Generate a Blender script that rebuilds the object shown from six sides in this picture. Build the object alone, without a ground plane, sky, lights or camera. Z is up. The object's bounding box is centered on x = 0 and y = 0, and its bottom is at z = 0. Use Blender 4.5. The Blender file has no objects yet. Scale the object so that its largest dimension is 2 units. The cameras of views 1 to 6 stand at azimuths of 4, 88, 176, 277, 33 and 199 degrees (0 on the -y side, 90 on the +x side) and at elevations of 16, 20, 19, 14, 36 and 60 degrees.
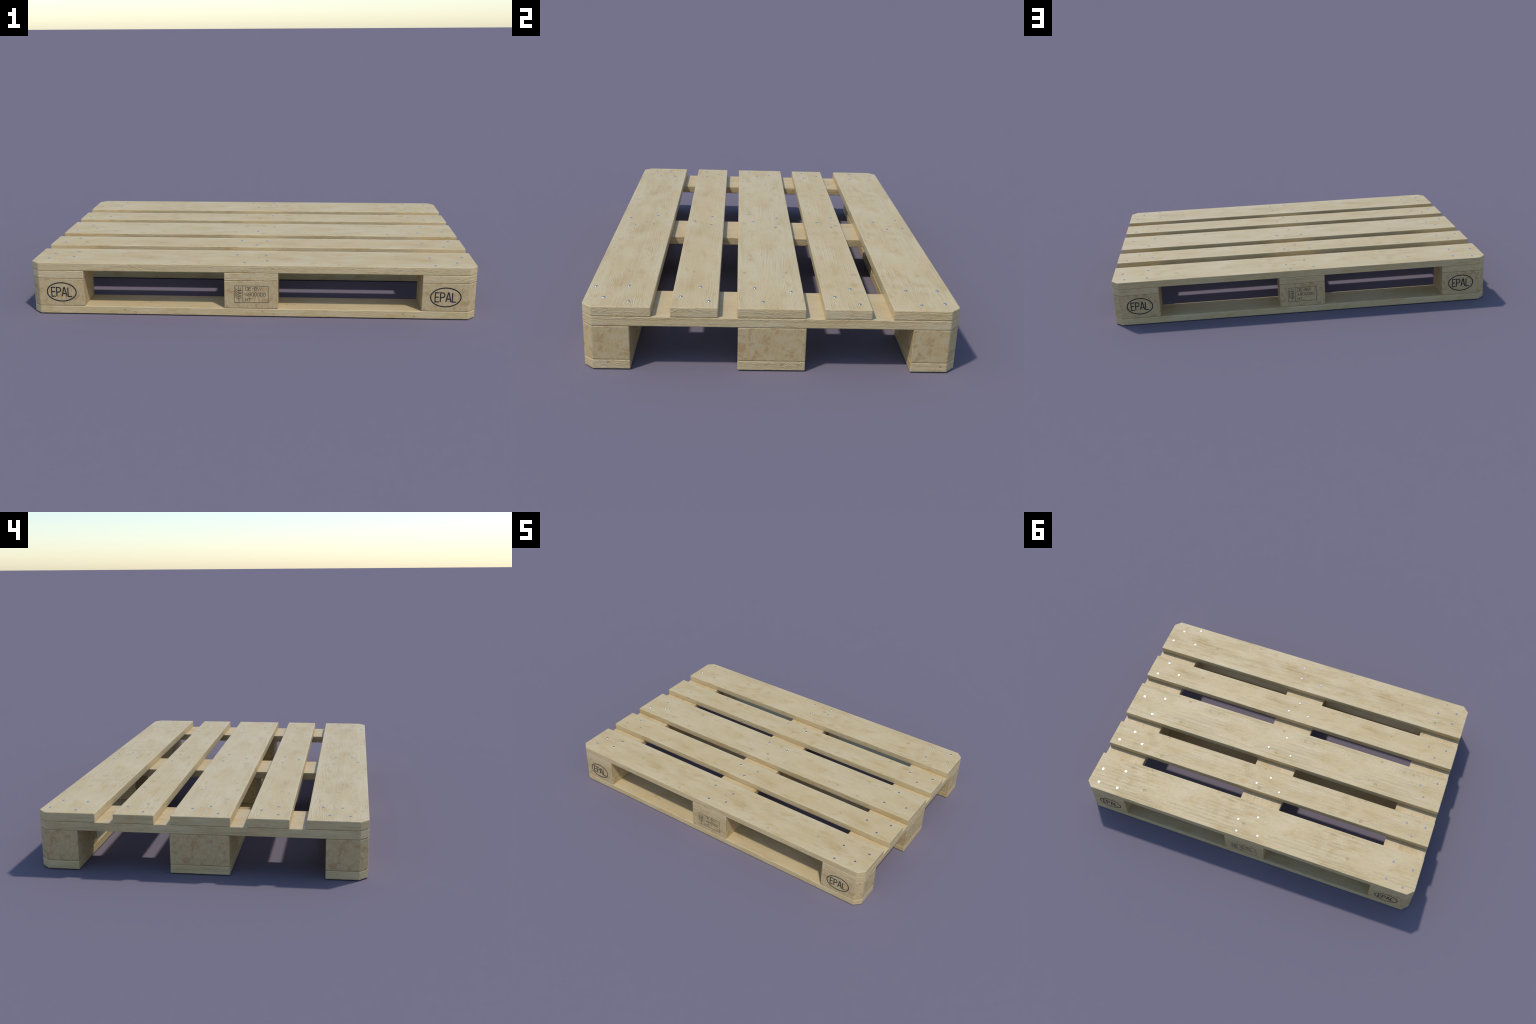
"""Wooden transport pallet (four-way block pallet), built part by part.

All sizes are the standard pallet sizes in millimetres times MM, so the 1200 mm
length becomes 2.00 m.  x runs along the deck boards, y across them.
"""
import bpy, bmesh, math
from math import pi, cos, sin
from mathutils import Vector

MM = 2.0 / 1200.0                 # scene metres per pallet millimetre
HALF_L, HALF_W = 600 * MM, 400 * MM
Z_BOTTOM, Z_BLOCK, Z_STRINGER, Z_DECK = 22 * MM, 100 * MM, 122 * MM, 144 * MM + 0.0007
CHAMFER = 21 * MM                 # cut-off vertical corners of the pallet
ROUND = 0.0034                    # eased edge on every piece
GAP = 0.0003                      # hair gap so that no two faces coincide
TILE = 0.627                      # the grain figure of the timber repeats at this length


# ------------------------------------------------------------------ materials
class Nodes:
    """Small helper for wiring shader nodes."""

    def __init__(self, name):
        self.mat = bpy.data.materials.new(name)
        self.mat.use_nodes = True
        self.t = self.mat.node_tree
        self.t.nodes.clear()

    def new(self, kind, **props):
        n = self.t.nodes.new(kind)
        for k, v in props.items():
            setattr(n, k, v)
        return n

    def put(self, sock, val):
        if isinstance(val, bpy.types.NodeSocket):
            self.t.links.new(val, sock)
        elif val is not None:
            sock.default_value = val

    def m(self, op, a, b=None, c=None, clamp=False):
        n = self.new("ShaderNodeMath", operation=op, use_clamp=clamp)
        for s, v in zip(n.inputs, (a, b, c)):
            self.put(s, v)
        return n.outputs[0]

    def add(self, a, b): return self.m("ADD", a, b)
    def sub(self, a, b): return self.m("SUBTRACT", a, b)
    def mul(self, a, b): return self.m("MULTIPLY", a, b)

    def lerp(self, f, a, b):
        n = self.new("ShaderNodeMix", data_type="FLOAT")
        self.put(n.inputs[0], f); self.put(n.inputs[2], a); self.put(n.inputs[3], b)
        return n.outputs[0]

    def mix(self, f, a, b, blend="MIX"):
        n = self.new("ShaderNodeMix", data_type="RGBA", blend_type=blend)
        self.put(n.inputs[0], f)
        for s, v in ((n.inputs[6], a), (n.inputs[7], b)):
            self.put(s, (*v, 1.0) if isinstance(v, tuple) else v)
        return n.outputs[2]

    def step(self, x, lo, hi):
        n = self.new("ShaderNodeMapRange", interpolation_type="SMOOTHSTEP")
        self.put(n.inputs[0], x); n.inputs[1].default_value = lo; n.inputs[2].default_value = hi
        return n.outputs[0]

    def vec(self, x, y, z):
        n = self.new("ShaderNodeCombineXYZ")
        for s, v in zip(n.inputs, (x, y, z)):
            self.put(s, v)
        return n.outputs[0]

    def xyz(self, v):
        n = self.new("ShaderNodeSeparateXYZ")
        self.put(n.inputs[0], v)
        return n.outputs

    def noise(self, v, w, detail=2.0, rough=0.5, distort=0.0):
        n = self.new("ShaderNodeTexNoise", noise_dimensions="4D")
        self.put(n.inputs["Vector"], v)
        n.inputs["W"].default_value = w
        n.inputs["Scale"].default_value = 1.0
        n.inputs["Detail"].default_value = detail
        n.inputs["Roughness"].default_value = rough
        n.inputs["Distortion"].default_value = distort
        return n.outputs[0]

    def finish(self, color, rough, height=None, strength=1.0, dist=0.001, **inputs):
        b = self.new("ShaderNodeBsdfPrincipled")
        self.put(b.inputs["Base Color"], (*color, 1.0) if isinstance(color, tuple) else color)
        self.put(b.inputs["Roughness"], rough)
        for k, v in inputs.items():
            self.put(b.inputs[k], v)
        if height is not None:
            bump = self.new("ShaderNodeBump")
            bump.inputs["Strength"].default_value = strength
            bump.inputs["Distance"].default_value = dist
            self.put(bump.inputs["Height"], height)
            self.put(b.inputs["Normal"], bump.outputs[0])
        out = self.new("ShaderNodeOutputMaterial")
        self.put(out.inputs[0], b.outputs[0])
        return self.mat


def timber(name, seed, along="x", origin=(0, 0, 0), knots=(), stains=(), curls=(), calm=(),
           period=0.0062, swirl=9.0, relief=1.10, side_relief=0.75):
    """Planed softwood: growth-ring figure that repeats every TILE along the board.

    knots  (u, v, radius)             small round knots
    stains (u, v, ru, rv, amount)     tan resin patches
    curls  (u, v, ru, rv, turns)      places where the rings bulge into loops or fans
    calm   (keep, v, half_width)      strips cut flat through the rings: wide, looping figure
    u is measured along the board (modulo TILE), v across it, in pallet coordinates.
    """
    g = Nodes(name)
    pos = g.xyz(g.new("ShaderNodeTexCoord").outputs["Object"])
    px, py, pz = (g.add(c, o) for c, o in zip(pos, origin))
    nor = g.xyz(g.new("ShaderNodeNewGeometry").outputs["True Normal"])
    flat = g.m("GREATER_THAN", g.m("ABSOLUTE", nor[2]), 0.5)
    length, across, n_len, n_acr = (px, py, nor[0], nor[1]) if along == "x" else (py, px, nor[1], nor[0])
    end = g.mul(g.m("GREATER_THAN", g.m("ABSOLUTE", n_len), 0.6), g.sub(1.0, flat))
    # end faces: fibres drawn across the width; edges: fibres along the length
    u = g.lerp(end, length, g.add(across, 0.19))
    v_edge = g.add(g.add(pz, 3.0), g.add(g.mul(g.m("SIGN", n_acr), 0.5), g.mul(end, g.add(2.0, g.mul(g.m("SIGN", n_len), 0.4)))))
    v = g.lerp(flat, v_edge, across)

    ang = g.mul(u, 2 * pi / TILE)
    r = TILE / (2 * pi)
    cu, su = g.mul(g.m("COSINE", ang), r), g.mul(g.m("SINE", ang), r)

    def figure(fu, fv, w, **k):
        return g.noise(g.vec(g.mul(cu, fu), g.mul(su, fu), g.mul(v, fv)), seed + w, **k)

    def spot(u0, v0, ru, rv):
        du = g.m("WRAP", g.sub(u, u0), TILE / 2, -TILE / 2)
        a, b = g.mul(du, 1 / ru), g.mul(g.sub(v, v0), 1 / rv)
        return g.m("EXPONENT", g.mul(g.add(g.mul(a, a), g.mul(b, b)), -1.0))

    # ring field: its contour lines are the grain
    h = g.mul(v, 1 / period)
    h = g.add(h, g.mul(g.sub(figure(2.6, 6.0, 1.3, detail=1.5), 0.5), swirl * 2.0))
    h = g.add(h, g.mul(g.sub(figure(9.0, 26.0, 4.1, detail=2.0), 0.5), swirl * 0.20))
    h = g.add(h, g.mul(g.sub(figure(28.0, 110.0, 7.7, detail=2.0), 0.5), 0.6))
    h = g.add(h, g.mul(g.sub(figure(1.5, 75.0, 8.8, detail=1.0), 0.5), 2.2))
    for (keep, v0, w) in calm:
        h = g.sub(h, g.mul(g.m("TANH", g.mul(g.sub(v, v0), 1 / w)), (1 - keep) * w / period))
    # edges and end grain are sawn rough: the lines wander and break up
    h = g.add(h, g.mul(g.sub(figure(13.0, 62.0, 9.4, detail=3.0, rough=0.6), 0.5), g.lerp(flat, 6.0, 0.0)))
    lively = None
    for (u0, v0, ru, rv, turns) in curls:
        c = spot(u0, v0, ru, rv)
        h = g.add(h, g.mul(c, turns * 0.7))
        lively = c if lively is None else g.m("MAXIMUM", lively, c)
    knot = None
    for (u0, v0, rad) in knots:
        h = g.add(h, g.mul(spot(u0, v0, rad * 3.6, rad * 2.2), 1.3))
        k = spot(u0, v0, rad, rad * 0.85)
        knot = k if knot is None else g.m("MAXIMUM", knot, k)
    ring = g.add(g.mul(g.m("SINE", g.mul(h, 2 * pi)), 0.5), 0.5)
    ring = g.m("POWER", ring, 1.4)
    ring = g.mul(ring, g.step(figure(3.0, 95.0, 10.2, detail=1.0), 0.22, 0.62))
    bold = g.lerp(flat, g.step(figure(9.0, 60.0, 12.0, detail=2.0), 0.38, 0.66),
                  g.step(figure(3.0, 9.0, 11.0, detail=1.0), 0.36, 0.66))
    if lively is not None:
        bold = g.m("MAXIMUM", bold, g.mul(g.m("POWER", lively, 0.6), 1.25))
    fibre = figure(26.0, 520.0, 15.0, detail=3.0, rough=0.65)
    pore = figure(60.0, 230.0, 16.5, detail=2.0, rough=0.6)

    # colour
    tone = figure(4.0, 9.0, 21.0, detail=4.0, rough=0.6)
    col = g.mix(g.step(tone, 0.34, 0.68), WOOD_PALE, WOOD_TAN)
    blush = figure(9.0, 24.0, 24.0, detail=3.0, rough=0.62, distort=0.6)
    col = g.mix(g.mul(g.step(blush, 0.52, 0.72), 0.78), col, WOOD_RESIN)
    for (u0, v0, ru, rv, amount) in stains:
        s = g.mul(spot(u0, v0, ru * 1.15, rv * 1.15), g.add(0.30, g.mul(g.step(g.add(blush, g.mul(fibre, 0.35)), 0.50, 0.86), 0.7)))
        col = g.mix(g.m("MULTIPLY", s, amount, clamp=True), col, WOOD_RESIN)
    col = g.mix(g.mul(ring, g.mul(g.lerp(flat, 1.7, 1.0), g.lerp(bold, 0.05, 0.15))), col, WOOD_RING)
    col = g.mix(g.mul(g.step(fibre, 0.45, 0.75), 0.16), col, WOOD_RING)
    if knot is not None:
        rim = g.mul(g.step(knot, 0.22, 0.5), g.sub(1.0, g.mul(g.step(knot, 0.55, 0.8), 0.45)))
        col = g.mix(g.mul(rim, 0.55), col, WOOD_KNOT)

    # relief: raised late wood, torn fibres, sunken knots
    height = g.mul(ring, g.mul(g.lerp(bold, 0.25, 1.0), g.lerp(flat, g.lerp(end, side_relief, max(side_relief, 0.85)), relief)))
    height = g.add(height, g.mul(fibre, 0.7))
    height = g.add(height, g.mul(pore, 0.65))
    if knot is not None:
        height = g.sub(height, g.mul(g.step(knot, 0.25, 0.75), 0.9))
    rough = g.lerp(tone, 0.38, 0.54)
    return g.finish(col, rough, height, 1.0, 0.0015)


WOOD_PALE = (0.658, 0.518, 0.293)
WOOD_TAN = (0.612, 0.455, 0.222)
WOOD_RESIN = (0.545, 0.368, 0.145)
WOOD_RING = (0.455, 0.315, 0.145)
WOOD_KNOT = (0.400, 0.240, 0.085)


def chipboard(name):
    """Pressed wood-chip block: pale ground with reddish-brown flakes."""
    g = Nodes(name)
    obj = g.new("ShaderNodeTexCoord").outputs["Object"]
    x, y, z = g.xyz(obj)
    v = g.vec(g.mul(x, 1.0), g.mul(y, 1.0), g.mul(z, 1.0))

    def field(scale, w, **k):
        s = g.vec(g.mul(x, scale), g.mul(y, scale), g.mul(z, scale * 0.9))
        return g.noise(s, w, **k)

    ground = g.mix(g.step(field(60, 1.0, detail=3.0), 0.35, 0.65), (0.555, 0.425, 0.230), (0.520, 0.375, 0.175))
    flake = field(30, 5.0, detail=3.0, rough=0.55, distort=1.0)
    col = g.mix(g.mul(g.step(flake, 0.50, 0.63), 0.72), ground, (0.435, 0.270, 0.115))
    speck = field(95, 9.0, detail=2.0, distort=0.8)
    col = g.mix(g.mul(g.step(speck, 0.58, 0.70), 0.55), col, (0.410, 0.235, 0.110))
    light = field(48, 13.0, detail=2.0, distort=1.0)
    col = g.mix(g.mul(g.step(light, 0.58, 0.72), 0.40), col, (0.610, 0.525, 0.345))
    height = g.add(g.mul(flake, 0.6), g.mul(field(190, 3.0, detail=3.0), 0.5))
    return g.finish(col, 0.62, height, 0.35, 0.0012)


def ink(name, color):
    g = Nodes(name)
    n = g.noise(g.vec(*[g.mul(c, 260.0) for c in g.xyz(g.new("ShaderNodeTexCoord").outputs["Object"])]), 2.0, detail=2.0)
    return g.finish(g.mix(g.step(n, 0.35, 0.75), color, tuple(c * 1.25 for c in color)), 0.65)


def steel(name):
    g = Nodes(name)
    n = g.noise(g.vec(*[g.mul(c, 300.0) for c in g.xyz(g.new("ShaderNodeTexCoord").outputs["Object"])]), 6.0, detail=1.0)
    return g.finish((0.56, 0.56, 0.56), g.lerp(n, 0.18, 0.20), None, Metallic=1.0)


# ------------------------------------------------------------------ geometry
def link(obj, parent=None):
    bpy.context.scene.collection.objects.link(obj)
    if parent is not None:
        obj.parent = parent
    return obj


def plank(name, x0, x1, y0, y1, z0, z1, mat, parent, cut=()):
    """Box piece with eased edges; `cut` lists (sx, sy) corners that are chamfered."""
    cx, cy, cz = (x0 + x1) / 2, (y0 + y1) / 2, (z0 + z1) / 2
    hx, hy, hz = (x1 - x0) / 2, (y1 - y0) / 2, (z1 - z0) / 2 - GAP / 2
    ring = []
    for sx, sy in ((-1, -1), (1, -1), (1, 1), (-1, 1)):
        a, b = (sx * hx, sy * (hy - CHAMFER)), (sx * (hx - CHAMFER), sy * hy)
        if (sx, sy) in cut:
            ring += [a, b] if sx * sy > 0 else [b, a]
        else:
            ring.append((sx * hx, sy * hy))
    bm = bmesh.new()
    lo = [bm.verts.new((x, y, -hz)) for x, y in ring]
    hi = [bm.verts.new((x, y, hz)) for x, y in ring]
    bm.faces.new(lo[::-1]); bm.faces.new(hi)
    for i in range(len(ring)):
        j = (i + 1) % len(ring)
        bm.faces.new((lo[i], lo[j], hi[j], hi[i]))
    bmesh.ops.recalc_face_normals(bm, faces=bm.faces)
    bmesh.ops.bevel(bm, geom=bm.edges[:], offset=ROUND, offset_type="OFFSET",
                    segments=2, profile=0.5, affect="EDGES")
    me = bpy.data.meshes.new(name)
    bm.to_mesh(me); bm.free()
    me.materials.append(mat)
    ob = bpy.data.objects.new(name, me)
    ob.location = (cx, cy, cz)
    return link(ob, parent)


def nail_mesh(mat):
    """Flat-headed nail: disc with a chamfered rim and a short shank below."""
    prof = [(0.0, 0.00165), (0.0057, 0.0016), (0.0063, 0.0010), (0.0064, -0.0002),
            (0.0055, -0.0014), (0.0020, -0.0016), (0.0020, -0.030), (0.0, -0.034)]
    bm = bmesh.new()
    seg = 20
    rows = []
    for rad, z in prof:
        if rad == 0.0:
            rows.append([bm.verts.new((0, 0, z))])
        else:
            rows.append([bm.verts.new((rad * cos(2 * pi * i / seg), rad * sin(2 * pi * i / seg), z)) for i in range(seg)])
    for a, b in zip(rows, rows[1:]):
        for i in range(seg):
            j = (i + 1) % seg
            if len(a) == 1:
                bm.faces.new((a[0], b[i], b[j]))
            elif len(b) == 1:
                bm.faces.new((a[i], b[0], a[j]))
            else:
                bm.faces.new((a[i], b[i], b[j], a[j]))
    bmesh.ops.recalc_face_normals(bm, faces=bm.faces)
    me = bpy.data.meshes.new("nail")
    bm.to_mesh(me); bm.free()
    for p in me.polygons:
        p.use_smooth = True
    for e in me.edges:                       # keep the flat top and the chamfer crisp
        a, b = (me.vertices[i].co for i in e.vertices)
        e.use_edge_sharp = abs(a.z - b.z) < 1e-6
    me.materials.append(mat)
    return me


# --- stamped marks: strokes of constant width laid on a block face -----------
def arc(cx, cy, rx, ry, a0, a1, n=10):
    return [(cx + rx * cos(math.radians(a0 + (a1 - a0) * i / n)),
             cy + ry * sin(math.radians(a0 + (a1 - a0) * i / n))) for i in range(n + 1)]


def oblong():
    return arc(.5, .72, .5, .28, 0, 180) + arc(.5, .28, .5, .28, 180, 360) + [(1, .72)]


# glyphs in a unit box (x 0..1, y 0..1), as pen strokes
GLYPHS = {
    "E": [[(1, 1), (0, 1), (0, 0), (1, 0)], [(0, .52), (.9, .52)]],
    "P": [[(0, 0), (0, 1), (.5, 1)] + arc(.5, .74, .5, .26, 80, -80, 9) + [(.5, .48), (0, .48)]],
    "A": [[(0, 0), (.44, 1), (.56, 1), (1, 0)], [(.17, .32), (.83, .32)]],
    "L": [[(0, 1), (0, 0), (1, 0)]],
    "D": [[(0, 0), (0, 1), (.5, 1)] + arc(.5, .68, .5, .32, 80, 0, 6) + arc(.5, .32, .5, .32, 0, -80, 6) + [(.5, 0), (0, 0)]],
    "B": [[(0, 0), (0, 1), (.6, 1)] + arc(.6, .765, .36, .235, 80, -80, 8) + [(.6, .53), (0, .53)],
          [(.6, .53)] + arc(.6, .265, .4, .265, 80, -80, 8) + [(.6, 0), (0, 0)]],
    "W": [[(0, 1), (.25, 0), (.5, .95), (.75, 0), (1, 1)]],
    "-": [[(0, .5), (1, .5)]],
    "4": [[(.62, 1), (0, .25), (1, .25)], [(.82, .45), (.82, 0)]],
    "9": [arc(.5, .7, .5, .3, 0, 360, 18), [(1, .7), (1, .35)] + arc(.5, .3, .5, .3, 0, -160, 8)],
    "0": [oblong()],
    "H": [[(0, 0), (0, 1)], [(1, 0), (1, 1)], [(0, .5), (1, .5)]],
    "T": [[(0, 1), (1, 1)], [(.5, 1), (.5, 0)]],
    "I": [[(.5, 0), (.5, 1)]],
    "C": [arc(.5, .5, .5, .5, 50, 310, 12)],
}


def word(text, x, y, w, h, step):
    """Strokes of a word; w is one width or a dict of widths, step the pen advance."""
    out, pen = [], x
    for ch in text:
        cw = w.get(ch, w["*"]) if isinstance(w, dict) else w
        out += [[(pen + a * cw, y + b * h) for a, b in s] for s in GLYPHS[ch]]
        pen += cw + step
    return out


def stroke_part(name, strokes, width, mat, parent, face_y, cx, cz, closed=False):
    """Lay flat mitred ribbons on the block face at y = face_y (front or back)."""
    bm = bmesh.new()
    turn = 1 if face_y < 0 else -1          # the mark reads correctly from outside
    proud, deep = 0.0005, -0.0006

    def at(p, d):
        return bm.verts.new((turn * p[0], -turn * d, p[1]))

    for si, pts in enumerate(strokes):
        pts = [Vector(p) for p in pts]
        pts = [p for i, p in enumerate(pts) if i == 0 or (p - pts[i - 1]).length > 1e-6]
        loop = (pts[0] - pts[-1]).length < 1e-6
        if loop:
            pts = pts[:-1]
        n = len(pts)
        lift = proud + 0.00004 * (si % 5)
        cols = []
        for i, p in enumerate(pts):
            a = pts[i - 1] if (i > 0 or loop) else None
            b = pts[(i + 1) % n] if (i < n - 1 or loop) else None
            d1 = (p - a).normalized() if a is not None else (b - p).normalized()
            d2 = (b - p).normalized() if b is not None else d1
            t = (d1 + d2)
            t = t.normalized() if t.length > 1e-4 else d1
            nrm = Vector((-t.y, t.x))
            k = max(0.45, nrm.dot(Vector((-d1.y, d1.x))))
            off = nrm * (width / 2 / k)
            cols.append([at(p + off, lift), at(p - off, lift), at(p - off, deep), at(p + off, deep)])
        pairs = list(zip(cols, cols[1:])) + ([(cols[-1], cols[0])] if loop else [])
        for c, d in pairs:
            for q in range(4):
                e = (q + 1) % 4
                bm.faces.new((c[q], c[e], d[e], d[q]))
        if not loop:
            bm.faces.new(cols[0][::-1]); bm.faces.new(cols[-1])
    bmesh.ops.recalc_face_normals(bm, faces=bm.faces)
    me = bpy.data.meshes.new(name)
    bm.to_mesh(me); bm.free()
    me.materials.append(mat)
    ob = bpy.data.objects.new(name, me)
    link(ob, parent)
    ob.location = Vector((cx, face_y, cz)) - parent.location
    return ob


# ------------------------------------------------------------------ assembly
pallet = link(bpy.data.objects.new("wooden_pallet", None))
pallet.empty_display_size = 0.3
pallet["label"] = "pale pine four-way block pallet with stamped marks and steel nails"
pallet["category"] = "wooden pallet"

chip = chipboard("pressed_chip")
nail_me = nail_mesh(steel("galvanised_steel"))
ink_bold = ink("black_ink", (0.012, 0.013, 0.016))
ink_thin = ink("grey_brand_ink", (0.045, 0.040, 0.034))

# deck boards: (y0, y1 in mm, figure, nails per stringer as (x, y) on the pallet)
DECK = [
    (-400, -255, [(.917, -.598), (.815, -.642), (.953, -.506), (.806, -.523),
                  (.070, -.595), (-.030, -.626), (.061, -.511), (-.073, -.504),
                  (-.826, -.561), (-.934, -.594), (-.823, -.484), (-.926, -.513)]),
    (-215, -115, [(.902, -.326), (.939, -.225), (.808, -.261),
                  (.008, -.326), (.054, -.249), (-.071, -.248),
                  (-.832, -.302), (-.939, -.309), (-.884, -.237)]),
    (-75, 70, [(.941, -.033), (.813, -.061), (.842, .072),
               (-.002, -.057), (.079, .043), (-.065, .056),
               (-.855, -.024), (-.947, -.069), (-.891, .045)]),
    (110, 210, [(.885, .228), (.950, .310), (.808, .293),
                (-.008, .240), (.059, .301), (-.087, .314),
                (-.845, .241), (-.955, .235), (-.892, .315)]),
    (255, 400, [(.951, .531), (.817, .500), (.936, .619), (.816, .618),
                (.074, .559), (-.030, .510), (.057, .632), (-.068, .621),
                (-.841, .502), (-.957, .514), (-.830, .612), (-.930, .633)]),
]


def shifted(items, dv):
    return [(i[0], i[1] + dv) + tuple(i[2:]) for i in items]


# figure of the two outer/inner board pairs and of the centre board
FIG_FRONT = dict(
    knots=[(.390, -.639, .007), (.027, -.541, .007)],
    stains=[(.150, -.560, .060, .034, 1.0), (.080, -.520, .050, .022, .6), (.330, -.590, .045, .020, .55),
            (.520, -.600, .030, .018, .4), (.560, -.470, .040, .014, .35)],
    calm=[(.25, -.455, .026)],
    curls=[(.076, -.452, .050, .026, 5.0), (.520, -.600, .060, .028, 5.5), (.600, -.612, .035, .022, -3.5),
           (.140, -.560, .080, .040, -4.0)])
FIG_MID = dict(
    knots=[(.509, -.072, .0100), (.452, -.073, .0065), (.023, .064, .0095), (.028, -.096, .0080), (.070, .052, .004)],
    stains=[(.480, -.072, .040, .014, .35), (.030, -.096, .025, .014, .45), (.330, .020, .080, .030, .25)],
    calm=[(.15, -.074, .032)],
    curls=[(.480, -.074, .105, .030, 7.0), (.180, -.080, .085, .026, 6.0), (.330, -.075, .030, .018, -3.0)])
FIG_BACK = dict(
    knots=[(.032, .578, .0115), (.042, .442, .006)],
    stains=[(.155, .470, .020, .026, .95), (.215, .560, .017, .024, .9), (.135, .565, .020, .030, .8),
            (.005, .506, .050, .011, 1.0), (.020, .612, .050, .013, .6), (.240, .505, .060, .010, .5),
            (.380, .560, .050, .014, .35), (.340, .540, .014, .028, .45)],
    calm=[(.40, .490, .026)],
    curls=[(.155, .470, .030, .030, 5.0), (.125, .500, .030, .022, -4.5), (.100, .450, .035, .024, 3.5),
           (.210, .560, .030, .024, 2.0)])

figures = [
    dict(seed=3.0, swirl=6.5, period=.0056, relief=.62, **FIG_FRONT),
    dict(seed=9.0, swirl=7.0, period=.0052, relief=.58,
         **{k: shifted(v, .250) for k, v in FIG_FRONT.items()}),
    dict(seed=14.0, swirl=4.0, period=.0054, relief=.62, **FIG_MID),
    dict(seed=23.0, swirl=3.0, period=.0062, relief=.72,
         **{k: shifted(v, -.250) for k, v in FIG_BACK.items()}),
    dict(seed=23.0, swirl=3.0, period=.0062, relief=.72, **FIG_BACK),
]
decks = []
for i, (y0, y1, nails) in enumerate(DECK):
    y0, y1 = y0 * MM, y1 * MM
    cut = [(-1, -1), (1, -1)] if i == 0 else [(-1, 1), (1, 1)] if i == 4 else []
    mid = (0.0, (y0 + y1) / 2, (Z_STRINGER + Z_DECK) / 2)
    mat = timber("deck_timber", origin=mid, **figures[i])
    board = plank("deck_board", -HALF_L, HALF_L, y0, y1, Z_STRINGER, Z_DECK, mat, pallet, cut)
    decks.append(board)
    for x, y in nails:
        nail = bpy.data.objects.new("nail", nail_me)
        link(nail, board)
        nail.location = Vector((x, y, Z_DECK - GAP / 2)) - board.location

# three stringer boards across, each 145 mm wide
for i, cx in enumerate((-527.5, 0.0, 527.5)):
    x0, x1 = (cx - 72.5) * MM, (cx + 72.5) * MM
    sx = (-1, 0, 1)[i]
    cut = [(sx, -1), (sx, 1)] if sx else []
    mat = timber("stringer_timber", seed=31.0 + 7 * i, along="y",
                 origin=((x0 + x1) / 2, 0, (Z_BLOCK + Z_STRINGER) / 2), swirl=4.0, period=.0054,
                 knots=[(.21, cx * MM + .03, .006)], relief=.45, side_relief=.85)
    plank("stringer_board", x0, x1, -HALF_W, HALF_W, Z_BLOCK, Z_STRINGER, mat, pallet, cut)

# nine spacer blocks: 100 mm deep along the sides, 145 mm in the middle row
EPAL_WIDTHS = {"*": .0175, "A": .0225, "P": .0185}
LETTER_W = {"*": .0108, "W": .0185, "-": .0085}
for cx in (-527.5, 0.0, 527.5):
    for cy, dy in ((-350, 50), (0, 72.5), (350, 50)):
        sx, sy = (cx > 0) - (cx < 0), (cy > 0) - (cy < 0)
        block = plank("spacer_block", (cx - 72.5) * MM, (cx + 72.5) * MM, (cy - dy) * MM, (cy + dy) * MM,
                      Z_BOTTOM, Z_BLOCK, chip, pallet, [(sx, sy)] if sx and sy else [])
        if not sy:
            continue
        face = sy * HALF_W
        if sx:
            # oval emblem, centred a little inward of the block
            ox = sx * 0.8625
            stroke_part("emblem_oval", [arc(0, 0, .0665, .0437, 0, 360, 72)], .0050, ink_bold, block, face, ox, .1030)
            stroke_part("emblem_lettering", word("EPAL", -.0462, -.0212, EPAL_WIDTHS, .0424, .0056), .0050,
                        ink_bold, block, face, ox, .1030)
        else:
            # plant-health stamp: frame, ear of grain, three lines of code
            # (mark coordinates are taken from the centre of the frame)
            frame = [[(-.0758, -.0390), (.0758, -.0390), (.0758, .0390), (-.0758, .0390), (-.0758, -.0390)],
                     [(-.0382, -.0390), (-.0382, .0390)]]
            stroke_part("stamp_frame", frame, .0017, ink_thin, block, face, .0012, .1047)
            lines = word("DE-BW", -.0252, .0178, LETTER_W, .0156, .0030)
            lines += word("4900000", -.0255, -.0085, .0088, .0158, .0045)
            lines += word("HT", -.0255, -.0340, .0098, .0154, .0034)
            stroke_part("stamp_lettering", lines, .0017, ink_thin, block, face, .0012, .1047)
            stem, left = -.0558, -.0695
            ear = [[(stem, .0352), (stem, -.0345)], [(left, .0300), (left, -.0140), (stem, -.0245), (-.0430, -.0150)]]
            ear += [[(left, .0230 - .0096 * k), (stem, .0145 - .0096 * k)] for k in range(4)]
            stroke_part("grain_ear", ear, .0018, ink_thin, block, face, .0012, .1047)
            side = []
            for ch, zb in zip("IPPC", (.0250, .0122, .0004, -.0116)):   # letters stacked down the ear
                side += [[(-.0520 + a * .0068, zb + b * .0070) for a, b in s] for s in GLYPHS[ch]]
            stroke_part("ear_lettering", side, .0021, ink_thin, block, face, .0012, .1047)

# three bottom boards along x; knots cut through by the sawn ends (u across + .19, v on the end face)
END_KNOTS = [[(-.386, 5.424, .0055)], [(.228, 5.421, .0080), (.287, 5.421, .0055)], [(.800, 5.420, .0050)]]
for i, (y0, y1) in enumerate(((-400, -300), (-72.5, 72.5), (300, 400))):
    sy = (-1, 0, 1)[i]
    cut = [(-1, sy), (1, sy)] if sy else []
    mat = timber("bottom_timber", seed=57.0 + 5 * i, origin=(0, (y0 + y1) / 2 * MM, Z_BOTTOM / 2),
                 swirl=6.0, period=.0052, knots=[(.16, (y0 + 40) * MM, .007), (.05, 2.52, .004), (.10, 2.51, .005)] + END_KNOTS[i],
                 curls=[(.30, (y0 + 55) * MM, .06, .03, 5.0)], relief=.5, side_relief=.4)
    plank("bottom_board", -HALF_L, HALF_L, y0 * MM, y1 * MM, GAP / 2, Z_BOTTOM, mat, pallet, cut)
